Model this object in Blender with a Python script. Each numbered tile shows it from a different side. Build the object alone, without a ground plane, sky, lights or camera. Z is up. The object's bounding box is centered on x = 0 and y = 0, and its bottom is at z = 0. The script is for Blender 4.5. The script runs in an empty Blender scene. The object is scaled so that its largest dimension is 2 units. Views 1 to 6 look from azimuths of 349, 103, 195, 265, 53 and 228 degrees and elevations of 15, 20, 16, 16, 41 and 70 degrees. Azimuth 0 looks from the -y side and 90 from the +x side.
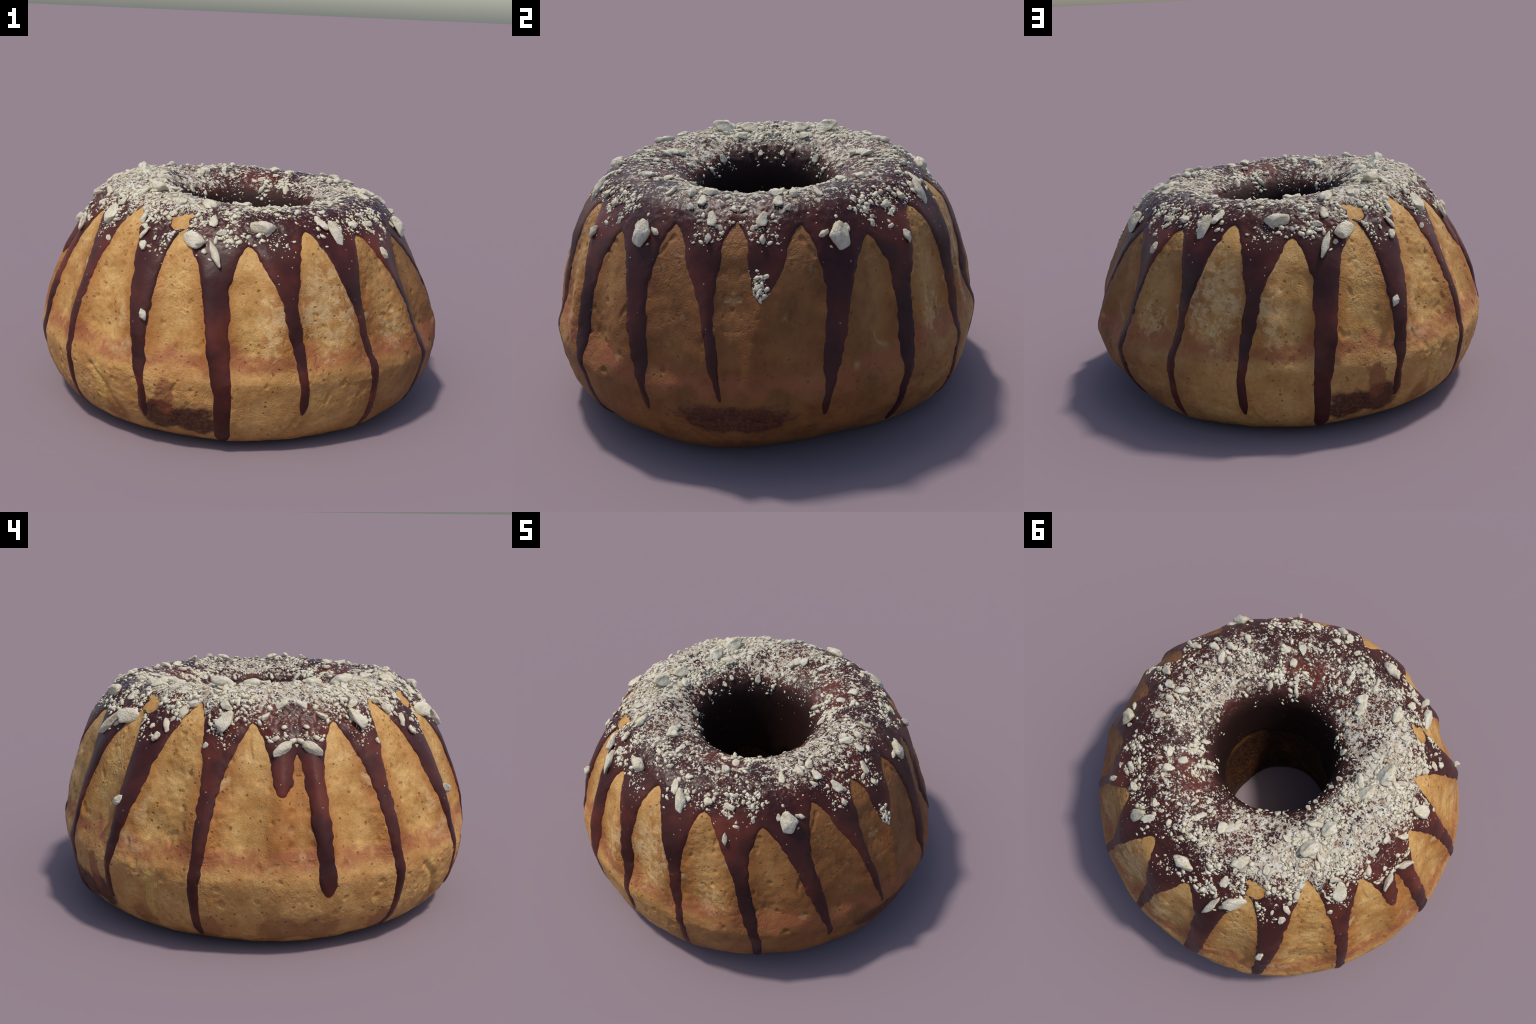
"""Fluted ring cake: golden sponge, chocolate glaze with drips in the flutes, chopped nuts on top.

Everything is built in a local frame whose y = 0 plane is the plane about which the two
halves of the cake mirror each other; the parent Empty turns it into place.
Azimuth a: 0 on -y, +90 on +x (degrees).  "Folded" azimuth = azimuth of the mirrored front half.
"""
import bpy, math
import numpy as np

RNG = np.random.default_rng(7)
TURN = 4.6          # degrees, local frame -> world

# ------------------------------------------------------------------ noise helpers
def _hash(ix, iy, iz, seed):
    h = (ix.astype(np.int64) * 374761393 + iy.astype(np.int64) * 668265263 + iz.astype(np.int64) * 2147483647 + seed * 1274126177) & 0xFFFFFFFF
    h = ((h ^ (h >> 13)) * 1274126177) & 0xFFFFFFFF
    h = ((h ^ (h >> 16)) * 2246822519) & 0xFFFFFFFF
    h = h ^ (h >> 15)
    return (h & 0xFFFFFF) / float(0xFFFFFF) * 2.0 - 1.0

TILT = np.array([[0.7360, -0.5868, 0.3375], [0.6428, 0.7660, -0.0700], [-0.2122, 0.2660, 0.9403]])

def noise(p, scale, seed=0):
    """Smooth value noise, -1..1, p (...,3)."""
    q = (p @ TILT) * scale            # tilted lattice, so no rows line up with the axes
    i = np.floor(q).astype(np.int64)
    f = q - i
    f = f * f * f * (f * (f * 6 - 15) + 10)
    out = 0.0
    for dx in (0, 1):
        wx = f[..., 0] if dx else 1 - f[..., 0]
        for dy in (0, 1):
            wy = f[..., 1] if dy else 1 - f[..., 1]
            for dz in (0, 1):
                wz = f[..., 2] if dz else 1 - f[..., 2]
                out = out + wx * wy * wz * _hash(i[..., 0] + dx, i[..., 1] + dy, i[..., 2] + dz, seed)
    return out

def fbm(p, scale, octaves=3, seed=0):
    a, s, t = 1.0, scale, 0.0
    for k in range(octaves):
        t = t + a * noise(p, s, seed + k)
        a *= 0.5
        s *= 2.03
    return t / 1.6

def smooth(x, a, b):
    t = np.clip((x - a) / (b - a), 0, 1)
    return t * t * (3 - 2 * t)

# ------------------------------------------------------------------ cross-section
# Radial sections of the cake at five azimuths of the folded half; (radius, height) going from the
# foot outwards over the crest and down into the hole.
STATIONS = [-90, -45, 0, 45, 90]
FOOT = [0.788, 0.772, 0.768, 0.758, 0.790]
SHOULDER = [1.00, 1.00, 1.03, 1.00, 0.995]
CREST = [1.030, 1.017, 0.995, 0.987, 0.982]
BELLY = [0.998, 0.988, 0.950, 0.980, 0.986]
HOLE = [1.07, 1.07, 1.03, 0.93, 0.84]            # foot of the hole, leaning towards -x
SWELL = [0.3, 0.3, 1.1, 0.3, 0.3]
RIDGE = [0.012, 0.013, 0.012, 0.010, 0.010]
SCOOP = [0.85, 1.0, 1.0, 1.25, 1.2]
WALL = [(0.792, 0.006), (0.860, 0.045), (0.916, 0.11), (0.946, 0.19), (0.964, 0.28), (0.970, 0.35),
        (0.946, 0.44), (0.908, 0.55), (0.862, 0.66), (0.812, 0.77), (0.760, 0.865), (0.694, 0.935),
        (0.630, 0.982), (0.555, 1.000), (0.480, 0.990), (0.413, 0.971), (0.346, 0.936), (0.300, 0.876),
        (0.284, 0.77), (0.274, 0.56), (0.268, 0.36), (0.264, 0.14), (0.268, 0.03), (0.276, 0.0)]

def station(values, a):
    """Smooth periodic interpolation over the folded azimuth (flat at both seams)."""
    st, v = np.array(STATIONS, float), np.array(values, float)
    t = np.clip((a - st[0]) / (st[1] - st[0]), 0, len(v) - 1 - 1e-9)
    i = t.astype(int)
    f = t - i
    f = f * f * (3 - 2 * f) * 0.5 + f * 0.5
    return v[i] * (1 - f) + v[i + 1] * f

def catmull(P, n_per):
    """P (K, 2, ...) control points -> dense curve."""
    P = np.concatenate([2 * P[:1] - P[1:2], P, 2 * P[-1:] - P[-2:-1]])
    out = []
    for k in range(1, len(P) - 2):
        t = np.linspace(0, 1, n_per[k - 1], endpoint=False).reshape((-1,) + (1,) * (P.ndim - 1))
        p0, p1, p2, p3 = P[k - 1], P[k], P[k + 1], P[k + 2]
        out.append(0.5 * (2 * p1 + (p2 - p0) * t + (2 * p0 - 5 * p1 + 4 * p2 - p3) * t ** 2 + (3 * p1 - p0 - 3 * p2 + p3) * t ** 3))
    out.append(P[-2:-1])
    return np.concatenate(out)

# ------------------------------------------------------------------ flutes and drips
# groove azimuth at the top (z .85) and at the ledge (z .40), folded half
GROOVES = [(-86.0, -84.3), (-67.3, -65.0), (-45.5, -40.5), (-23.3, -19.4), (-2.4, 1.9), (18.0, 23.0), (39.5, 45.5), (60.3, 67.3), (81.0, 86.5)]
# height where the bare sponge of a lobe begins, lobe k lies left of groove k
LOBE_TOP = [0.815, 0.922, 0.98, 0.922, 0.884, 0.931, 0.895, 0.85, 0.913, 0.919]
# half width of a drip at z = .80 .65 .48 .32 .15, and the height of its end on the near and mirrored side
DRIP_Z = [0.15, 0.32, 0.48, 0.65, 0.80]
DRIPS = [((0.034, 0.036, 0.038, 0.037, 0.037), 0.27, 0.66),
         ((0.018, 0.023, 0.027, 0.036, 0.050), 0.05, 0.05),
         ((0.020, 0.021, 0.032, 0.050, 0.062), 0.14, 0.16),
         ((0.034, 0.042, 0.047, 0.050, 0.060), 0.03, 0.03),
         ((0.020, 0.023, 0.028, 0.038, 0.050), 0.18, 0.12),
         ((0.020, 0.020, 0.024, 0.036, 0.052), 0.05, 0.05),
         ((0.022, 0.026, 0.036, 0.040, 0.050), 0.04, 0.06),
         ((0.010, 0.018, 0.038, 0.044, 0.058), 0.23, 0.23),
         ((0.012, 0.014, 0.018, 0.030, 0.050), 0.32, 0.68)]

def groove_az(k, z):
    top, low = GROOVES[k]
    return top + (low - top) * np.clip((0.85 - z) / 0.45, -0.35, 1.25)

def flute_fields(a, z):
    """For folded azimuth a and height z: index of the lobe, position across it 0..1, and angular distance to each groove."""
    G = np.stack([groove_az(k, z) for k in range(len(GROOVES))])
    lo = np.concatenate([-180 - G[:1], G])          # grooves mirrored past the seams
    hi = np.concatenate([G, 180 - G[-1:]])
    idx = (a[None] >= G).sum(0)
    L = np.take_along_axis(lo, idx[None], 0)[0]
    H = np.take_along_axis(hi, idx[None], 0)[0]
    return idx, (a - L) / (H - L), (H - L)

NA, NS_PER = 1200, [6, 8, 12, 15, 16, 13, 13, 20, 20, 20, 19, 17, 15, 14, 14, 14, 15, 15, 12, 14, 14, 12, 8]

def build_surface():
    a = np.linspace(-180, 180, NA, endpoint=False)          # full turn
    back = np.abs(a) > 90
    af = np.where(back, np.sign(a) * 180 - a, a)            # folded
    K = len(WALL)
    P = np.zeros((K, 2, NA))
    for k, (r, z) in enumerate(WALL):
        inner = smooth(np.array(float(k)), 13, 17)
        belly = station(BELLY, af) / 0.972
        foot = station(FOOT, af) / 0.775
        wf = 1 - smooth(np.array(z), 0.0, 0.25)
        wt = smooth(np.array(z), 0.45, 0.95)
        scale = belly * (1 - wf) * (1 - wt) + foot * wf + station(SHOULDER, af) * wt * (1 - wf)
        nick = 0.075 * np.exp(-((((a - 112 + 180) % 360) - 180) / 24) ** 2)      # the foot draws in on one flank
        dent = 0.03 * np.exp(-((((a - 138 + 180) % 360) - 180) / 22) ** 2) * smooth(np.array(z), 0.0, 0.15) * (1 - smooth(np.array(z), 0.6, 0.8))
        scale = scale - nick * wf - dent
        leaning = 1 + (station(HOLE, af) - 1) * (1 - smooth(np.array(z), 0.05, 0.35))
        scale = scale * (1 - inner) + inner * leaning
        P[k, 0] = r * scale
        P[k, 1] = z * (1 + (station(CREST, af) - 1) * smooth(np.array(z), 0.35, 0.9))
    C = catmull(P, NS_PER)                                    # (S,2,NA)
    R, Z = C[:, 0], C[:, 1]
    S = R.shape[0]
    A = np.broadcast_to(a, R.shape)
    AF = np.broadcast_to(af, R.shape)
    outer = np.arange(S) < sum(NS_PER[:13])                   # up to the crest
    idx, u, span = flute_fields(AF + 4.5 * smooth(AF, -40, 0) * (1 - smooth(AF, 60, 85)), Z)     # ridges stand a little beside the drips
    # low ridges run down beside the drips; the panels between them are scooped out just over the ledge of the base band
    ledge = 0.415 - 0.055 * smooth(AF, 30, 65) + 0.016 * np.sin(np.radians(AF * 7 + 40)) + 0.010 * np.sin(np.radians(AF * 17)) + 0.012 * np.sin(np.radians(AF * 4 + 10))
    h = Z - ledge
    panel = np.interp(h, [-0.06, 0.0, 0.06, 0.14, 0.25, 0.36, 0.5], [0.0, -0.016, -0.029, -0.024, -0.013, -0.005, 0.0]) * station(SCOOP, af)[None]
    rise = np.interp(h, [-0.02, 0.08, 0.30, 0.42, 0.50], [0.0, 1.0, 1.0, 0.4, 0.0]) * station(RIDGE, af)[None]
    away = np.sin(np.pi / 2 * np.abs(2 * u - 1) ** 2.2)             # 1 on a ridge, 0 along the middle of a panel
    swell = 0.010 * (station(SWELL, af)[None]) * smooth(h, 0.05, 0.16) * (1 - smooth(h, 0.36, 0.5))
    R = R + (panel * (1 - away) * np.clip(span / 20, 0.3, 1) + rise * away + swell) * outer[:, None]
    rad = np.radians(A)
    X = np.stack([R * np.sin(rad), -R * np.cos(rad), Z], -1)
    return X, A, AF, idx, u, span, outer

def normals(X):
    du = np.roll(X, -1, 1) - np.roll(X, 1, 1)
    dv = np.gradient(X, axis=0)
    n = np.cross(du, dv)
    return n / np.maximum(np.linalg.norm(n, axis=-1, keepdims=True), 1e-9)

X0, A, AF, LOBE, U, SPAN, OUTER = build_surface()
FOLD = X0.copy(); FOLD[..., 1] = -np.abs(FOLD[..., 1])        # mirrored coordinates, so both halves carry the same relief
N0 = normals(X0)
S_COUNT = X0.shape[0]
SI = np.arange(S_COUNT)[:, None] * np.ones((1, NA))
CREST_ROW = sum(NS_PER[:13])

# ------------------------------------------------------------------ relief of the sponge
def sponge_relief():
    z = X0[..., 2]
    d = 0.010 * fbm(FOLD, 4.0, 2, 11) + 0.0045 * fbm(FOLD, 14.0, 3, 23)
    under = 0.010 * fbm(FOLD, 4.0, 2, 11) + 0.002 * fbm(FOLD, 9.0, 2, 24)       # smoothed over by the glaze
    rough = smooth(noise(FOLD, 3.0, 5), -0.1, 0.5) * OUTER[:, None]
    d = d + 0.0035 * rough * fbm(FOLD * np.array([1, 1, 1.6]), 38.0, 2, 31)
    # pores
    v = noise(FOLD, 30.0, 41)
    d = d - 0.006 * smooth(v, 0.62, 0.85) * OUTER[:, None] * smooth(z, 0.08, 0.2)
    # cracks at the foot
    for a0, z0, z1, w, depth in ((-54, 0.13, 0.36, 1.3, 0.012), (1.0, 0.08, 0.18, 0.8, 0.012)):
        path = a0 + 4.0 * noise(np.stack([z * 9, z * 0, z * 0], -1), 1.0, 61) + (z1 - z) * (26 if a0 < -50 else -30)
        m = np.exp(-((AF - path) / w) ** 2) * smooth(z, z0 - 0.03, z0 + 0.03) * (1 - smooth(z, z1 - 0.04, z1)) * OUTER[:, None]
        d = d - depth * m
    g = smooth(F, -0.006, 0.012)
    d = d * (1 - g) + under * g
    d = d * (1 - 0.7 * (SI > CREST_ROW + 45)) * smooth(z, 0.0, 0.05)
    return d

# ------------------------------------------------------------------ where the glaze lies
def glaze_field():
    """Signed distance-like field (metres): positive inside the glaze."""
    z = X0[..., 2]
    rho = np.hypot(X0[..., 0], X0[..., 1])
    back = np.abs(A) > 90
    wob = 0.012 * fbm(FOLD, 9.0, 2, 71) + 0.008 * fbm(FOLD, 34.0, 2, 77)
    f = np.full(z.shape, -1.0)
    tops = np.array(LOBE_TOP)
    m_per_deg = np.pi / 180 * rho
    for k in range(len(GROOVES)):
        widths, end_near, end_back = DRIPS[k]
        g = groove_az(k, z)
        w0 = np.interp(z, DRIP_Z, widths)
        end = np.where(back, end_back, end_near)
        for side in (-1, 1):
            top = tops[k] if side < 0 else tops[k + 1]
            other = (-180 - groove_az(0, z)) if (side < 0 and k == 0) else (180 - groove_az(8, z)) if (side > 0 and k == 8) else groove_az(k + side, z)
            half = np.abs(other - g) * 0.5 * m_per_deg
            t = np.clip((z - (top - 0.30)) / 0.30, 0, 1.3)
            bare = np.clip(1 - t ** 2.4, 0, 1) ** 0.62          # rounded arch of bare sponge
            w = np.where(t > 1.0, half + (t - 1) * 0.3, half - (half - w0) * bare)
            d = (AF - g) * side * m_per_deg
            fk = np.where(d >= -0.001, w - d, -1.0)
            tip = (z - end) * 0.9
            wtip = np.sqrt(np.clip((z - end) / 0.05, 0, 1))
            fk = np.where(z < end + 0.05, np.minimum(fk - w * (1 - wtip), tip), fk)
            f = np.maximum(f, fk)
    f = f + wob * smooth(z, 0.1, 0.5)
    # bare island high on one lobe
    isl = np.hypot((AF + 37) * m_per_deg, (z - 0.955) * 1.3)
    f = np.minimum(f, isl - 0.042 + 0.03 * fbm(FOLD, 22.0, 2, 3))
    top = (SI >= CREST_ROW - 16)
    f = np.where(top & (isl > 0.09), np.maximum(f, 0.05), f)
    # the glaze runs down into the hole and ends in a ragged edge
    ragged = z - 0.50 - 0.10 * fbm(FOLD, 5.0, 2, 83)
    f = np.where(SI > CREST_ROW + 20, np.minimum(ragged, 0.05), f)
    return f

F = glaze_field()
REL = sponge_relief()
XS = X0 + N0 * REL[..., None]
NSM = normals(XS)

# ------------------------------------------------------------------ where the nuts lie
def nut_density(af, s_arc, x):
    """0..1 over folded azimuth and signed distance (metres) outward from the crest line."""
    left = smooth(-x, 0.05, 0.6)
    outer_edge = 0.20 + 0.07 * left
    band = (1 - smooth(s_arc, outer_edge - 0.10, outer_edge + 0.10)) * smooth(s_arc, -0.37, -0.22)
    return band * (0.55 + 0.45 * left)

ARC = np.zeros(X0.shape[:2])
seg = np.linalg.norm(np.diff(X0, axis=0), axis=-1)
ARC[1:] = np.cumsum(seg, 0)
ARC = -(ARC - ARC[CREST_ROW][None])                            # positive outward / down the side
DENS = nut_density(AF, ARC, X0[..., 0]) * np.where(OUTER[:, None], 1.0, smooth(X0[..., 2], 0.83, 0.90))

def glaze_thickness():
    t = 0.0075 * (1 - np.exp(-np.maximum(F, 0) / 0.012))
    t = np.where(F < 0, np.maximum(F * 0.8, -0.02), t)
    lumpy = 0.007 * fbm(FOLD, 22.0, 2, 91) + 0.006 * fbm(FOLD, 45.0, 2, 95) + 0.020 * np.maximum(0, fbm(FOLD, 10.0, 2, 97)) * smooth(-X0[..., 0], 0.0, 0.5)
    return t + DENS * lumpy * smooth(F, 0.01, 0.05) + 0.0012 * fbm(FOLD, 26.0, 2, 93) * smooth(F, 0, 0.02)

XG = XS + NSM * glaze_thickness()[..., None]

# ------------------------------------------------------------------ mesh helpers
def grid_faces(mask=None):
    S = S_COUNT
    i, j = np.meshgrid(np.arange(S - 1), np.arange(NA), indexing="ij")
    j2 = (j + 1) % NA
    q = np.stack([i * NA + j, i * NA + j2, (i + 1) * NA + j2, (i + 1) * NA + j], -1)
    if mask is not None:
        keep = mask[i, j] | mask[i, j2] | mask[i + 1, j2] | mask[i + 1, j]
        return q[keep], (i[keep], j[keep])
    return q.reshape(-1, 4), (i.ravel(), j.ravel())

def make_mesh(name, verts, faces, material, smooth_shade=True, vert_normals=None):
    used, inv = np.unique(faces.ravel(), return_inverse=True)
    faces = inv.reshape(faces.shape)
    verts = verts[used]
    me = bpy.data.meshes.new(name)
    n = faces.shape[1]
    me.vertices.add(len(verts))
    me.vertices.foreach_set("co", verts.astype(np.float32).ravel())
    me.loops.add(faces.size)
    me.loops.foreach_set("vertex_index", faces.astype(np.int32).ravel())
    me.polygons.add(len(faces))
    me.polygons.foreach_set("loop_start", np.arange(0, faces.size, n, dtype=np.int32))
    me.polygons.foreach_set("use_smooth", np.full(len(faces), smooth_shade))
    me.update(calc_edges=True)
    me.validate()
    me.materials.append(material)
    if vert_normals is not None:
        me.normals_split_custom_set_from_vertices(vert_normals[used].astype(np.float32).tolist())
    return me

# ------------------------------------------------------------------ materials
class Nodes:
    def __init__(self, name):
        self.mat = bpy.data.materials.new(name)
        self.mat.use_nodes = True
        self.t = self.mat.node_tree
        self.t.nodes.clear()
        self.out = self.t.nodes.new("ShaderNodeOutputMaterial")
        self.bsdf = self.t.nodes.new("ShaderNodeBsdfPrincipled")
        self.t.links.new(self.bsdf.outputs[0], self.out.inputs[0])
        self.co = self.t.nodes.new("ShaderNodeTexCoord").outputs["Object"]
        s = self.node("ShaderNodeSeparateXYZ", self.co)
        self.x, self.y, self.z = s.outputs
        self.ay = self.math("ABSOLUTE", self.y)
        c = self.t.nodes.new("ShaderNodeCombineXYZ")
        for k, v in enumerate((self.x, self.ay, self.z)):
            self.t.links.new(v, c.inputs[k])
        self.fold = c.outputs[0]

    def node(self, kind, *inputs, **props):
        n = self.t.nodes.new(kind)
        for k, v in props.items():
            setattr(n, k, v)
        for k, v in enumerate(inputs):
            self.set(n.inputs[k], v)
        return n

    def set(self, sock, v):
        if v is None:
            return
        if isinstance(v, bpy.types.NodeSocket):
            self.t.links.new(v, sock)
        else:
            sock.default_value = v

    def math(self, op, a, b=None, c=None, clamp=False):
        n = self.node("ShaderNodeMath", a, b, c, operation=op, use_clamp=clamp)
        return n.outputs[0]

    def noise(self, scale, detail=2.0, rough=0.5, vec=None, dist=0.0):
        n = self.t.nodes.new("ShaderNodeTexNoise")
        self.set(n.inputs["Vector"], vec or self.fold)
        n.inputs["Scale"].default_value = scale
        n.inputs["Detail"].default_value = detail
        n.inputs["Roughness"].default_value = rough
        n.inputs["Distortion"].default_value = dist
        return n.outputs[0]

    def voronoi(self, scale, vec=None, rand=1.0):
        n = self.t.nodes.new("ShaderNodeTexVoronoi")
        self.set(n.inputs["Vector"], vec or self.fold)
        n.inputs["Scale"].default_value = scale
        n.inputs["Randomness"].default_value = rand
        return n

    def step(self, v, lo, hi, a=0.0, b=1.0):
        n = self.t.nodes.new("ShaderNodeMapRange")
        n.interpolation_type = "SMOOTHSTEP"
        self.set(n.inputs[0], v)
        for k, q in enumerate((lo, hi, a, b)):
            self.set(n.inputs[k + 1], q)
        return n.outputs[0]

    def mix(self, fac, a, b, blend="MIX"):
        n = self.t.nodes.new("ShaderNodeMix")
        n.data_type = "RGBA"
        n.blend_type = blend
        self.set(n.inputs[0], fac)
        self.set(n.inputs[6], a)
        self.set(n.inputs[7], b)
        return n.outputs[2]

    def ramp(self, fac, stops):
        n = self.t.nodes.new("ShaderNodeValToRGB")
        self.set(n.inputs[0], fac)
        e = n.color_ramp.elements
        while len(e) < len(stops):
            e.new(0.5)
        for k, (p, c) in enumerate(stops):
            e[k].position = p
            e[k].color = c if isinstance(c, tuple) else (c, c, c, 1)
        return n.outputs[0]

    def bump(self, h, strength, dist, normal=None):
        n = self.t.nodes.new("ShaderNodeBump")
        n.inputs["Strength"].default_value = strength
        n.inputs["Distance"].default_value = dist
        self.set(n.inputs["Height"], h)
        if normal is not None:
            self.set(n.inputs["Normal"], normal)
        return n.outputs[0]

def srgb(r, g, b):
    f = lambda c: (c / 255 / 12.92) if c <= 10 else ((c / 255 + 0.055) / 1.055) ** 2.4
    return (f(r), f(g), f(b), 1.0)

def folded_azimuth(m):
    """0..1 over -90..90 degrees, twisted with height as the flutes are."""
    az = m.math("ARCTAN2", m.x, m.ay)
    az = m.math("MULTIPLY", az, 180 / math.pi)
    tw = m.math("MULTIPLY", m.math("SUBTRACT", 0.40, m.math("MAXIMUM", m.z, 0.3)), 9.5)
    return az, m.math("DIVIDE", m.math("ADD", m.math("SUBTRACT", az, tw), 90.0), 180.0)

def sponge_material():
    m = Nodes("sponge_crust")
    az, t = folded_azimuth(m)
    lows = [g[1] for g in GROOVES]
    stops = [(0.0, 0.35)]
    for k, g in enumerate(lows):
        stops.append(((g + 90) / 180, 1.0))
        if k < len(lows) - 1:
            stops.append((((g + lows[k + 1]) / 2 + 90) / 180, 0.0))
    stops.append((1.0, 0.35))
    groove = m.ramp(t, stops)
    n_big = m.noise(2.6, 2)
    n_mid = m.noise(9, 3, 0.6)
    n_fine = m.noise(60, 3, 0.6)
    gold = m.ramp(n_mid, [(0.30, srgb(158, 108, 50)), (0.5, srgb(182, 139, 78)), (0.72, srgb(198, 160, 100))])
    orange = m.ramp(n_mid, [(0.3, srgb(128, 72, 26)), (0.7, srgb(168, 108, 46))])
    g2 = m.step(m.math("ADD", groove, m.math("MULTIPLY", m.math("SUBTRACT", n_mid, 0.5), 0.9)), 0.22, 0.78)
    upper = m.step(m.z, 0.36, 0.46)
    col = m.mix(m.math("MULTIPLY", m.math("MULTIPLY", g2, upper), 0.85), gold, orange)
    # base band: paler, duller
    col = m.mix(m.math("MULTIPLY", m.math("SUBTRACT", 1.0, upper), 0.75), col, m.ramp(n_mid, [(0.3, srgb(164, 116, 64)), (0.7, srgb(188, 144, 86))]))
    # darker, browner tint towards the +x side
    brown = m.step(m.math("ADD", m.x, m.math("MULTIPLY", m.math("SUBTRACT", n_big, 0.5), 0.9)), -0.02, 0.80)
    col = m.mix(m.math("MULTIPLY", brown, 0.88), col, m.ramp(n_mid, [(0.3, srgb(90, 48, 19)), (0.7, srgb(128, 77, 35))]))
    # red-brown line where the lobes meet the band
    low = m.step(m.x, 0.55, 0.95, 0.365, 0.315)
    zl = m.math("ADD", m.z, m.math("MULTIPLY", m.math("SUBTRACT", n_mid, 0.5), 0.17))
    line = m.math("MULTIPLY", m.step(zl, low, m.math("ADD", low, 0.045)), m.step(zl, m.math("ADD", low, 0.125), m.math("ADD", low, 0.065)))
    line = m.math("MULTIPLY", line, m.step(m.noise(16, 3, 0.65), 0.30, 0.55, 0.35, 1.0))
    col = m.mix(m.math("MULTIPLY", line, 0.8), col, srgb(142, 78, 48))
    # pale waxy patches on the lobes
    pale = m.math("MULTIPLY", m.step(m.noise(5.5, 3, 0.6, dist=0.5), 0.58, 0.70), upper)
    col = m.mix(m.math("MULTIPLY", pale, 0.35), col, srgb(214, 186, 136))
    # chocolate smears near the foot
    def blot(a0, z0, wa, wz, size):
        da = m.math("DIVIDE", m.math("SUBTRACT", az, a0), wa)
        dz = m.math("DIVIDE", m.math("SUBTRACT", m.z, z0), wz)
        r = m.math("ADD", m.math("POWER", da, 2.0), m.math("POWER", dz, 2.0))
        r = m.math("ADD", r, m.math("MULTIPLY", m.math("SUBTRACT", m.noise(13, 3, 0.7), 0.5), 2.6))
        return m.math("MULTIPLY", m.step(r, 1.5, 0.55), size)
    for args, c in (((-34.5, 0.165, 5.2, 0.08, 0.95), (58, 24, 22)), ((-25.5, 0.155, 6.0, 0.075, 0.95), (54, 22, 22)), ((-33, 0.27, 2.4, 0.09, 0.7), (118, 60, 38)),
                    ((88, 0.235, 11.5, 0.062, 0.9), (60, 24, 22)), ((-86, 0.12, 6, 0.06, 0.6), (110, 60, 36)), ((-49, 0.12, 4.0, 0.05, 0.5), (110, 58, 32)),
                    ((-67, 0.10, 4.0, 0.07, 0.55), (112, 56, 34))):
        col = m.mix(blot(*args), col, srgb(*c))
    # peeled, mottled skin on two panels and a torn pale crack
    mott = m.step(m.noise(26, 4, 0.65, dist=0.8), 0.44, 0.60)
    for args in ((11, 0.64, 8, 0.20, 0.55), (-6, 0.58, 4, 0.14, 0.5), (33, 0.50, 5, 0.08, 0.4)):
        col = m.mix(m.math("MULTIPLY", blot(*args), mott), col, srgb(206, 178, 130))
    col = m.mix(blot(-52.5, 0.24, 1.3, 0.11, 0.55), col, srgb(196, 160, 84))
    # foot stays darker, singed
    foot = m.math("MULTIPLY", m.step(m.math("ADD", m.z, m.math("MULTIPLY", m.math("SUBTRACT", n_mid, 0.5), 0.10)), 0.07, 0.02), 0.6)
    col = m.mix(foot, col, srgb(128, 76, 36))
    # hole: deep shade painted into the sponge colour, golden patches left
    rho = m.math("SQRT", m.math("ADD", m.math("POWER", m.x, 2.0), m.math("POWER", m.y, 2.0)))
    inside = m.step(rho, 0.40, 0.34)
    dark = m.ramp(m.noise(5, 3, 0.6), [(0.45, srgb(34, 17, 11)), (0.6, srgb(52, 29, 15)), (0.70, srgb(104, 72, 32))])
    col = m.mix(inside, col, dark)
    # pores
    warp = m.t.nodes.new("ShaderNodeVectorMath")
    warp.operation = "MULTIPLY_ADD"
    nc = m.t.nodes.new("ShaderNodeTexNoise")
    m.set(nc.inputs["Vector"], m.fold)
    nc.inputs["Scale"].default_value = 30
    m.set(warp.inputs[0], nc.outputs["Color"])
    warp.inputs[1].default_value = (0.016, 0.016, 0.022)
    m.set(warp.inputs[2], m.fold)
    v1 = m.voronoi(36, warp.outputs[0])
    pick = m.node("ShaderNodeSeparateColor", v1.outputs["Color"]).outputs[0]
    rad = m.step(pick, 0.35, 1.0, 0.05, 0.30)
    pore = m.step(v1.outputs["Distance"], rad, m.math("MULTIPLY", rad, 0.45))
    pore = m.math("MULTIPLY", pore, m.step(pick, 0.30, 0.45))
    col = m.mix(m.math("MULTIPLY", pore, 0.7), col, srgb(110, 58, 20))
    v2 = m.voronoi(80)
    pick2 = m.node("ShaderNodeSeparateColor", v2.outputs["Color"]).outputs[1]
    fleck = m.math("MULTIPLY", m.step(v2.outputs["Distance"], 0.34, 0.12), m.step(pick2, 0.62, 0.75))
    col = m.mix(m.math("MULTIPLY", fleck, 0.45), col, srgb(124, 68, 26))
    col = m.mix(m.step(n_fine, 0.35, 0.75, 0.0, 0.36), col, srgb(140, 86, 38))
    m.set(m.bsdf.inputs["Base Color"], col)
    m.bsdf.inputs["Roughness"].default_value = 0.62
    m.bsdf.inputs["Specular IOR Level"].default_value = 0.3
    h = m.math("SUBTRACT", m.math("MULTIPLY", n_fine, 0.5), pore)
    h = m.math("ADD", h, m.noise(150, 2, 0.6))
    peel = m.math("MULTIPLY", m.noise(24, 3, 0.6, dist=1.2), m.step(m.noise(3.1, 2), 0.45, 0.62))
    m.set(m.bsdf.inputs["Normal"], m.bump(h, 0.6, 0.004, m.bump(peel, 0.45, 0.02)))
    return m.mat

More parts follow.
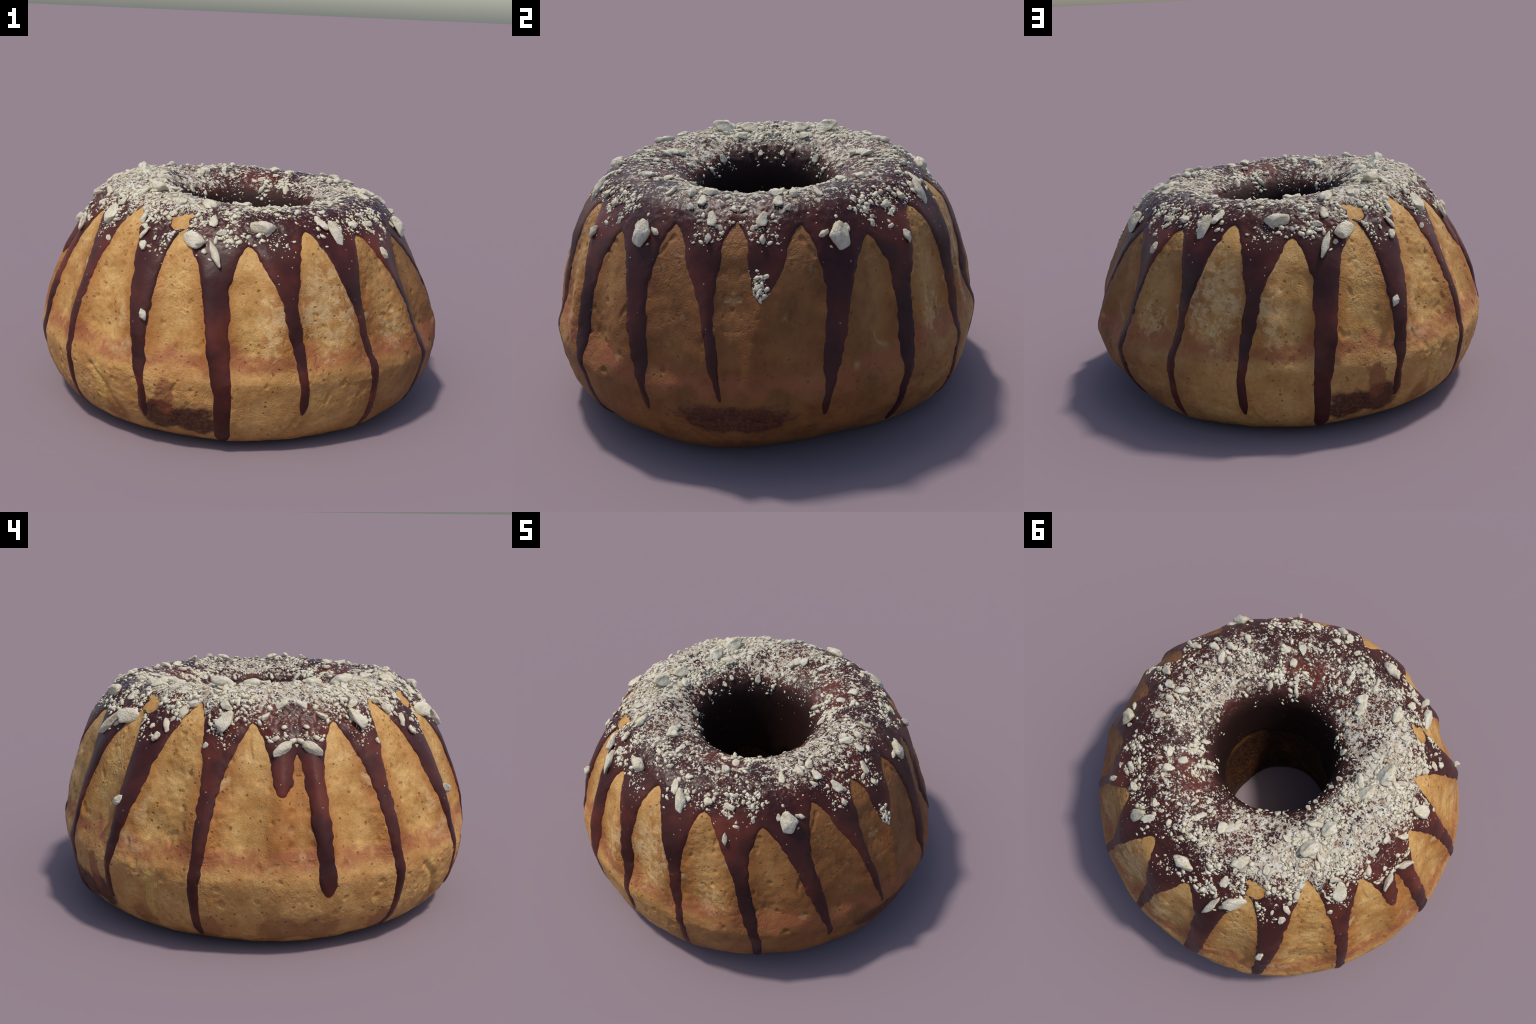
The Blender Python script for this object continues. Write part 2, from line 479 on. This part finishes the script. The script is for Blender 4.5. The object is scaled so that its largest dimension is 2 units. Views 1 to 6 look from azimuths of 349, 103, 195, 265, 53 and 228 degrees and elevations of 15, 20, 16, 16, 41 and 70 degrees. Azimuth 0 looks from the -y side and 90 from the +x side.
def glaze_material():
    m = Nodes("chocolate_glaze")
    n_mid = m.noise(4, 4, 0.55)
    n_fine = m.noise(40, 3, 0.6)
    choc = m.ramp(n_mid, [(0.36, srgb(46, 18, 17)), (0.54, srgb(66, 29, 24)), (0.72, srgb(96, 43, 30))])
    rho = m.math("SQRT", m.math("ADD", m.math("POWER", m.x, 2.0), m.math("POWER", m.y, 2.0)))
    choc = m.mix(m.step(rho, 0.35, 0.29), choc, srgb(38, 18, 13))            # glaze colour darkened here for the shadow inside the hole
    # fine nut dust: thickest along the crest and on the -x side, thinning out down the flanks
    left = m.step(m.x, 0.0, -0.55)
    band = m.math("MULTIPLY", m.step(rho, m.math("ADD", 0.80, m.math("MULTIPLY", left, 0.03)), m.math("ADD", 0.55, m.math("MULTIPLY", left, 0.06))), m.step(rho, 0.285, 0.36))
    band = m.math("MULTIPLY", band, m.step(m.z, 0.78, 0.91))
    clump = m.math("SUBTRACT", m.noise(5.5, 3, 0.6), 0.5)
    amount = m.math("ADD", m.math("ADD", 0.80, m.math("MULTIPLY", left, 0.36)), m.math("MULTIPLY", clump, 1.8))
    amount = m.math("MULTIPLY", band, amount)
    grain = m.math("ADD", m.math("MULTIPLY", m.noise(48, 4, 0.7, dist=0.4), 0.6), m.math("MULTIPLY", m.noise(120, 3, 0.7), 0.4))
    thr = m.math("SUBTRACT", 0.66, m.math("MULTIPLY", amount, 0.21))
    dust = m.math("MULTIPLY", m.step(grain, thr, m.math("ADD", thr, 0.045)), m.step(amount, 0.0, 0.12))
    v = m.voronoi(48)
    pick = m.node("ShaderNodeSeparateColor", v.outputs["Color"]).outputs[0]
    speck = m.math("MULTIPLY", m.step(v.outputs["Distance"], 0.20, 0.10), m.step(pick, 0.88, 0.90))
    speck = m.math("MULTIPLY", speck, m.step(m.z, 0.45, 0.70))
    dust = m.math("MAXIMUM", dust, m.math("MULTIPLY", speck, 0.7))
    meal = m.ramp(m.noise(30, 4, 0.7), [(0.32, srgb(126, 96, 76)), (0.45, srgb(170, 156, 134)), (0.62, srgb(200, 194, 178))])
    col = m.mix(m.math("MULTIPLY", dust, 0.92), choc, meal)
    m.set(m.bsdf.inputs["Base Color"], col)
    m.set(m.bsdf.inputs["Roughness"], m.math("MAXIMUM", m.step(dust, 0, 1, 0.40, 0.85), m.step(rho, 0.40, 0.32, 0.0, 0.7)))
    m.bsdf.inputs["Specular IOR Level"].default_value = 0.22
    h = m.math("ADD", m.math("MULTIPLY", dust, 1.0), m.math("MULTIPLY", n_fine, 0.25))
    m.set(m.bsdf.inputs["Normal"], m.bump(h, 0.7, 0.007))
    return m.mat

def nut_material(name, scale):
    m = Nodes(name)
    # Object coordinates run -1..1 over a piece and in metres over the crumbs
    n = m.noise(scale, 4, 0.65, vec=m.co)
    rnd = m.t.nodes.new("ShaderNodeObjectInfo").outputs["Random"]
    col = m.ramp(n, [(0.28, srgb(168, 144, 104)), (0.40, srgb(192, 181, 154)), (0.58, srgb(208, 202, 185))])
    skin = m.step(m.noise(scale * 0.8, 3, 0.6, vec=m.co, dist=0.6), 0.60, 0.70)
    col = m.mix(m.math("MULTIPLY", skin, 0.65), col, srgb(150, 92, 52))
    col = m.mix(m.math("MULTIPLY", rnd, 0.18), col, srgb(186, 164, 122))
    m.set(m.bsdf.inputs["Base Color"], col)
    m.bsdf.inputs["Roughness"].default_value = 0.75
    m.bsdf.inputs["Specular IOR Level"].default_value = 0.3
    m.set(m.bsdf.inputs["Normal"], m.bump(m.noise(scale * 4, 3, 0.6, vec=m.co), 0.35, 0.06 if scale < 5 else 0.004))
    return m.mat

SPONGE, GLAZE, NUT = sponge_material(), glaze_material(), nut_material("chopped_nut", 1.7)
CRUMB = nut_material("nut_crumb", 38)

# ------------------------------------------------------------------ objects
scene = bpy.context.scene
root = bpy.data.objects.new("bundt_cake", None)
root["label"] = "fluted ring cake with chocolate glaze drips and chopped nuts"
root["category"] = "cake"
root.rotation_euler = (0, 0, math.radians(TURN))
scene.collection.objects.link(root)

def add(name, mesh, parent=root):
    o = bpy.data.objects.new(name, mesh)
    o.parent = parent
    scene.collection.objects.link(o)
    return o

# sponge, closed underneath from the foot to the hole
verts = XS.reshape(-1, 3)
q, _ = grid_faces()
first = np.arange(NA); last = (S_COUNT - 1) * NA + np.arange(NA)
bottom = np.stack([last, np.roll(last, -1), np.roll(first, -1), first], -1)
add("sponge", make_mesh("sponge", verts, np.concatenate([q, bottom]), SPONGE))

# glaze: the cap on top and one drip per groove, cut from one surface
gl_mask = F > -0.012
q, (fi, fj) = grid_faces(gl_mask)
NG = normals(XG).reshape(-1, 3)
zf = X0[fi, fj, 2]
is_drip = (zf < 0.80) & OUTER[fi]
gv = XG.reshape(-1, 3)
cap = add("glaze", make_mesh("glaze", gv, q[~is_drip], GLAZE, vert_normals=NG))
Gf = np.stack([groove_az(k, zf) for k in range(9)])
near = np.abs(Gf - AF[fi, fj][None]).argmin(0)
sector = near + 9 * (np.abs(A[fi, fj]) > 90)
for k in range(18):
    sel = is_drip & (sector == k)
    if sel.sum() > 20:
        add("drip", make_mesh("drip", gv, q[sel], GLAZE, vert_normals=NG), cap)

# ------------------------------------------------------------------ nuts
def ico(sub):
    import bmesh
    bm = bmesh.new()
    bmesh.ops.create_icosphere(bm, subdivisions=sub, radius=1.0)
    v = np.array([p.co[:] for p in bm.verts]); f = np.array([[p.index for p in q.verts] for q in bm.faces])
    bm.free()
    return v, f

def chip(sub, rng, flat=0.68, cuts=9):
    """An irregular broken nut: a ball cut by random planes, with softened edges."""
    v, f = ico(sub)
    v = v.copy()
    for _ in range(cuts):
        n = rng.normal(size=3); n /= np.linalg.norm(n)
        h = rng.uniform(0.48, 0.78)
        d = v @ n - h
        v = v - np.outer(np.maximum(d, 0) * 0.88, n)
    v *= np.array([1.0, rng.uniform(0.6, 0.95), rng.uniform(flat - 0.15, flat + 0.15)])
    v += 0.13 * np.stack([noise(v + 9 * k, 2.2, int(rng.integers(1000))) for k in range(3)], -1)
    return v, f

def frame(n, rng):
    t = rng.normal(size=3); t -= n * (t @ n); t /= np.linalg.norm(t)
    return np.stack([t, np.cross(n, t), n], 1)

CHIPS = [chip(3, RNG) for _ in range(12)]
CHIP_MESH = []
for v, f in CHIPS:
    CHIP_MESH.append(make_mesh("nut_piece", v, f, NUT))

HALF = A[0] <= 90
HALF &= A[0] >= -90
jj = np.where(HALF)[0]

def nearest(a, rho, z):
    """Grid cell on the front half at folded azimuth a, radius rho and height z."""
    col = int(round((a + 180) / 360 * NA)) % NA
    d = np.hypot(np.hypot(X0[:, col, 0], X0[:, col, 1]) - rho, X0[:, col, 2] - z)
    return int(d.argmin()), col

placed = []
def put(i, j, size, stretch=1.0, kind=None, spin=None, sink=0.38):
    kind = int(RNG.integers(len(CHIPS))) if kind is None else kind
    n = NG.reshape(S_COUNT, NA, 3)[i, j]
    M = frame(n, RNG)
    if spin is not None:                       # long axis turned from the downhill direction
        down = np.array([0, 0, -1.0]); down -= n * (down @ n); down /= np.linalg.norm(down)
        side = np.cross(n, down)
        c, s = math.cos(spin), math.sin(spin)
        t = c * down + s * side
        M = np.stack([t, np.cross(n, t), n], 1)
    sc = np.array([size * stretch, size / math.sqrt(stretch), size / math.sqrt(stretch)]) * 0.55
    B = M * sc[None]
    p = XG[i, j] + n * (sc[2] * (0.55 - sink))
    for mirror in (1, -1):
        placed.append((size, kind, B * np.array([[1], [mirror], [1]]), p * np.array([1, mirror, 1])))

# the big pieces that can be told apart: azimuth, radius, height, size, stretch, spin
BIG = [(-30.5, .75, .89, .088, 1.25, 1.4), (-23.5, .78, .845, .080, 1.7, 0.5), (-8, .69, .93, .088, 1.3, 1.4), (14, .68, .943, .052, 1.5, 0.3),
       (18.2, .718, .903, .075, 1.6, 0.2), (37, .795, .813, .050, 1.2, 0.1), (-41, .90, .58, .055, 1.0, 0.5), (-68, .735, .92, .085, 1.3, 0.4),
       (-86, .795, .832, .070, 1.6, 0.9), (-30, .59, 1.005, .060, 1.3, 1.0), (-25.5, .68, .955, .050, 1.2, 0.2), (-53, .712, .95, .050, 1.1, 0.4),
       (59.5, .757, .862, .095, 1.15, 0.1), (82, .745, .88, .042, 1.0, 0.0), (82, .685, .938, .055, 1.3, 0.5), (-76, .487, 1.02, .080, 1.2, 1.2),
       (-69, .43, .99, .060, 1.4, 1.5), (-62, .535, 1.03, .095, 1.2, 0.8), (-18, .46, .987, .055, 1.2, 0.9), (-14, .48, .99, .060, 1.1, 0.1),
       (-46, .345, .92, .040, 1.1, 0.3), (-21, .43, .98, .050, 1.2, 0.6), (76, .55, .98, .060, 1.2, 1.2), (76, .61, .97, .050, 1.2, 0.2),
       (73, .515, .974, .045, 1.1, 0.7), (60, .58, .973, .045, 1.4, 0.4), (41, .515, .98, .040, 1.3, 1.1), (73, .642, .958, .040, 1.2, 0.5),
       (32, .53, .985, .050, 1.4, 0.9), (69, .57, .975, .050, 1.3, 0.2), (-28, .60, 1.0, .050, 1.2, 1.3), (64, .745, .88, .036, 1.4, 1.1), (56, .735, .885, .030, 1.3, 0.2)]
for a, rho, z, size, st, sp in BIG:
    i, j = nearest(a, rho, z)
    put(i, j, size, st, spin=sp)

# random pieces and crumbs by density on the front half, mirrored to the back
area = seg.mean(1)
W = DENS * (F > 0.01) * (np.hypot(X0[..., 0], X0[..., 1])) * np.concatenate([[0], area])[:, None]
W = W * np.clip(0.9 + 1.4 * noise(FOLD, 7.0, 131), 0.05, 3)
W = W * HALF[None]
Wp = (W / W.sum()).ravel()
picks = RNG.choice(W.size, size=114, p=Wp, replace=False)
for c in picks:
    i, j = divmod(int(c), NA)
    put(i, j, float(np.clip(RNG.gamma(4.0, 0.0062), 0.016, 0.045)), float(RNG.uniform(1, 1.5)))
placed.sort(key=lambda e: -e[0])
import mathutils
for size, kind, B, p in placed:
    o = add("nut_piece", CHIP_MESH[kind], cap)
    M4 = mathutils.Matrix.Identity(4)
    for r in range(3):
        for c in range(3):
            M4[r][c] = float(B[r, c])
        M4[r][3] = float(p[r])
    o.matrix_local = M4

# crumbs too small to count, one mesh
SMALL = [chip(1, RNG, 0.7, 4) for _ in range(10)]
nC = 3600
W2 = (W * np.clip(0.7 + 2.2 * noise(FOLD, 16.0, 151), 0.03, 3)); W2 = (W2 / W2.sum()).ravel()
picks = RNG.choice(W.size, size=nC, p=W2)
V, Fc, base = [], [], 0
NG3 = NG.reshape(S_COUNT, NA, 3)
for c in picks:
    i, j = divmod(int(c), NA)
    v, f = SMALL[int(RNG.integers(10))]
    s = float(np.clip(RNG.gamma(1.6, 0.0030), 0.0028, 0.016))
    w = (v * s * np.array([RNG.uniform(1, 1.4), 1, 0.6])) @ frame(NG3[i, j], RNG).T + XG[i, j] + NG3[i, j] * s * 0.1 + RNG.normal(size=3) * 0.001
    for mirror in (1, -1):
        V.append(w * np.array([1, mirror, 1])); Fc.append((f if mirror > 0 else f[:, ::-1]) + base); base += len(v)
# a clot of crumbs caught at the short drip on the mirrored half
for _ in range(150):
    a_, z_ = 180 - 83.5 + RNG.normal() * 1.3, 0.715 + RNG.normal() * 0.03
    j = int(round((a_ + 180) / 360 * NA)) % NA
    i = int(np.abs(X0[:CREST_ROW, j, 2] - z_).argmin())
    v, f = SMALL[int(RNG.integers(10))]
    s = float(np.clip(RNG.gamma(2.0, 0.0026), 0.003, 0.012))
    V.append((v * s * np.array([1.2, 1, 0.5])) @ frame(NG3[i, j], RNG).T + XG[i, j] + NG3[i, j] * s * 0.1)
    Fc.append(f + base); base += len(v)
crumbs = add("nut_crumbs", make_mesh("nut_crumbs", np.concatenate(V), np.concatenate(Fc), CRUMB), cap)
crumbs["kind"] = "stuff"
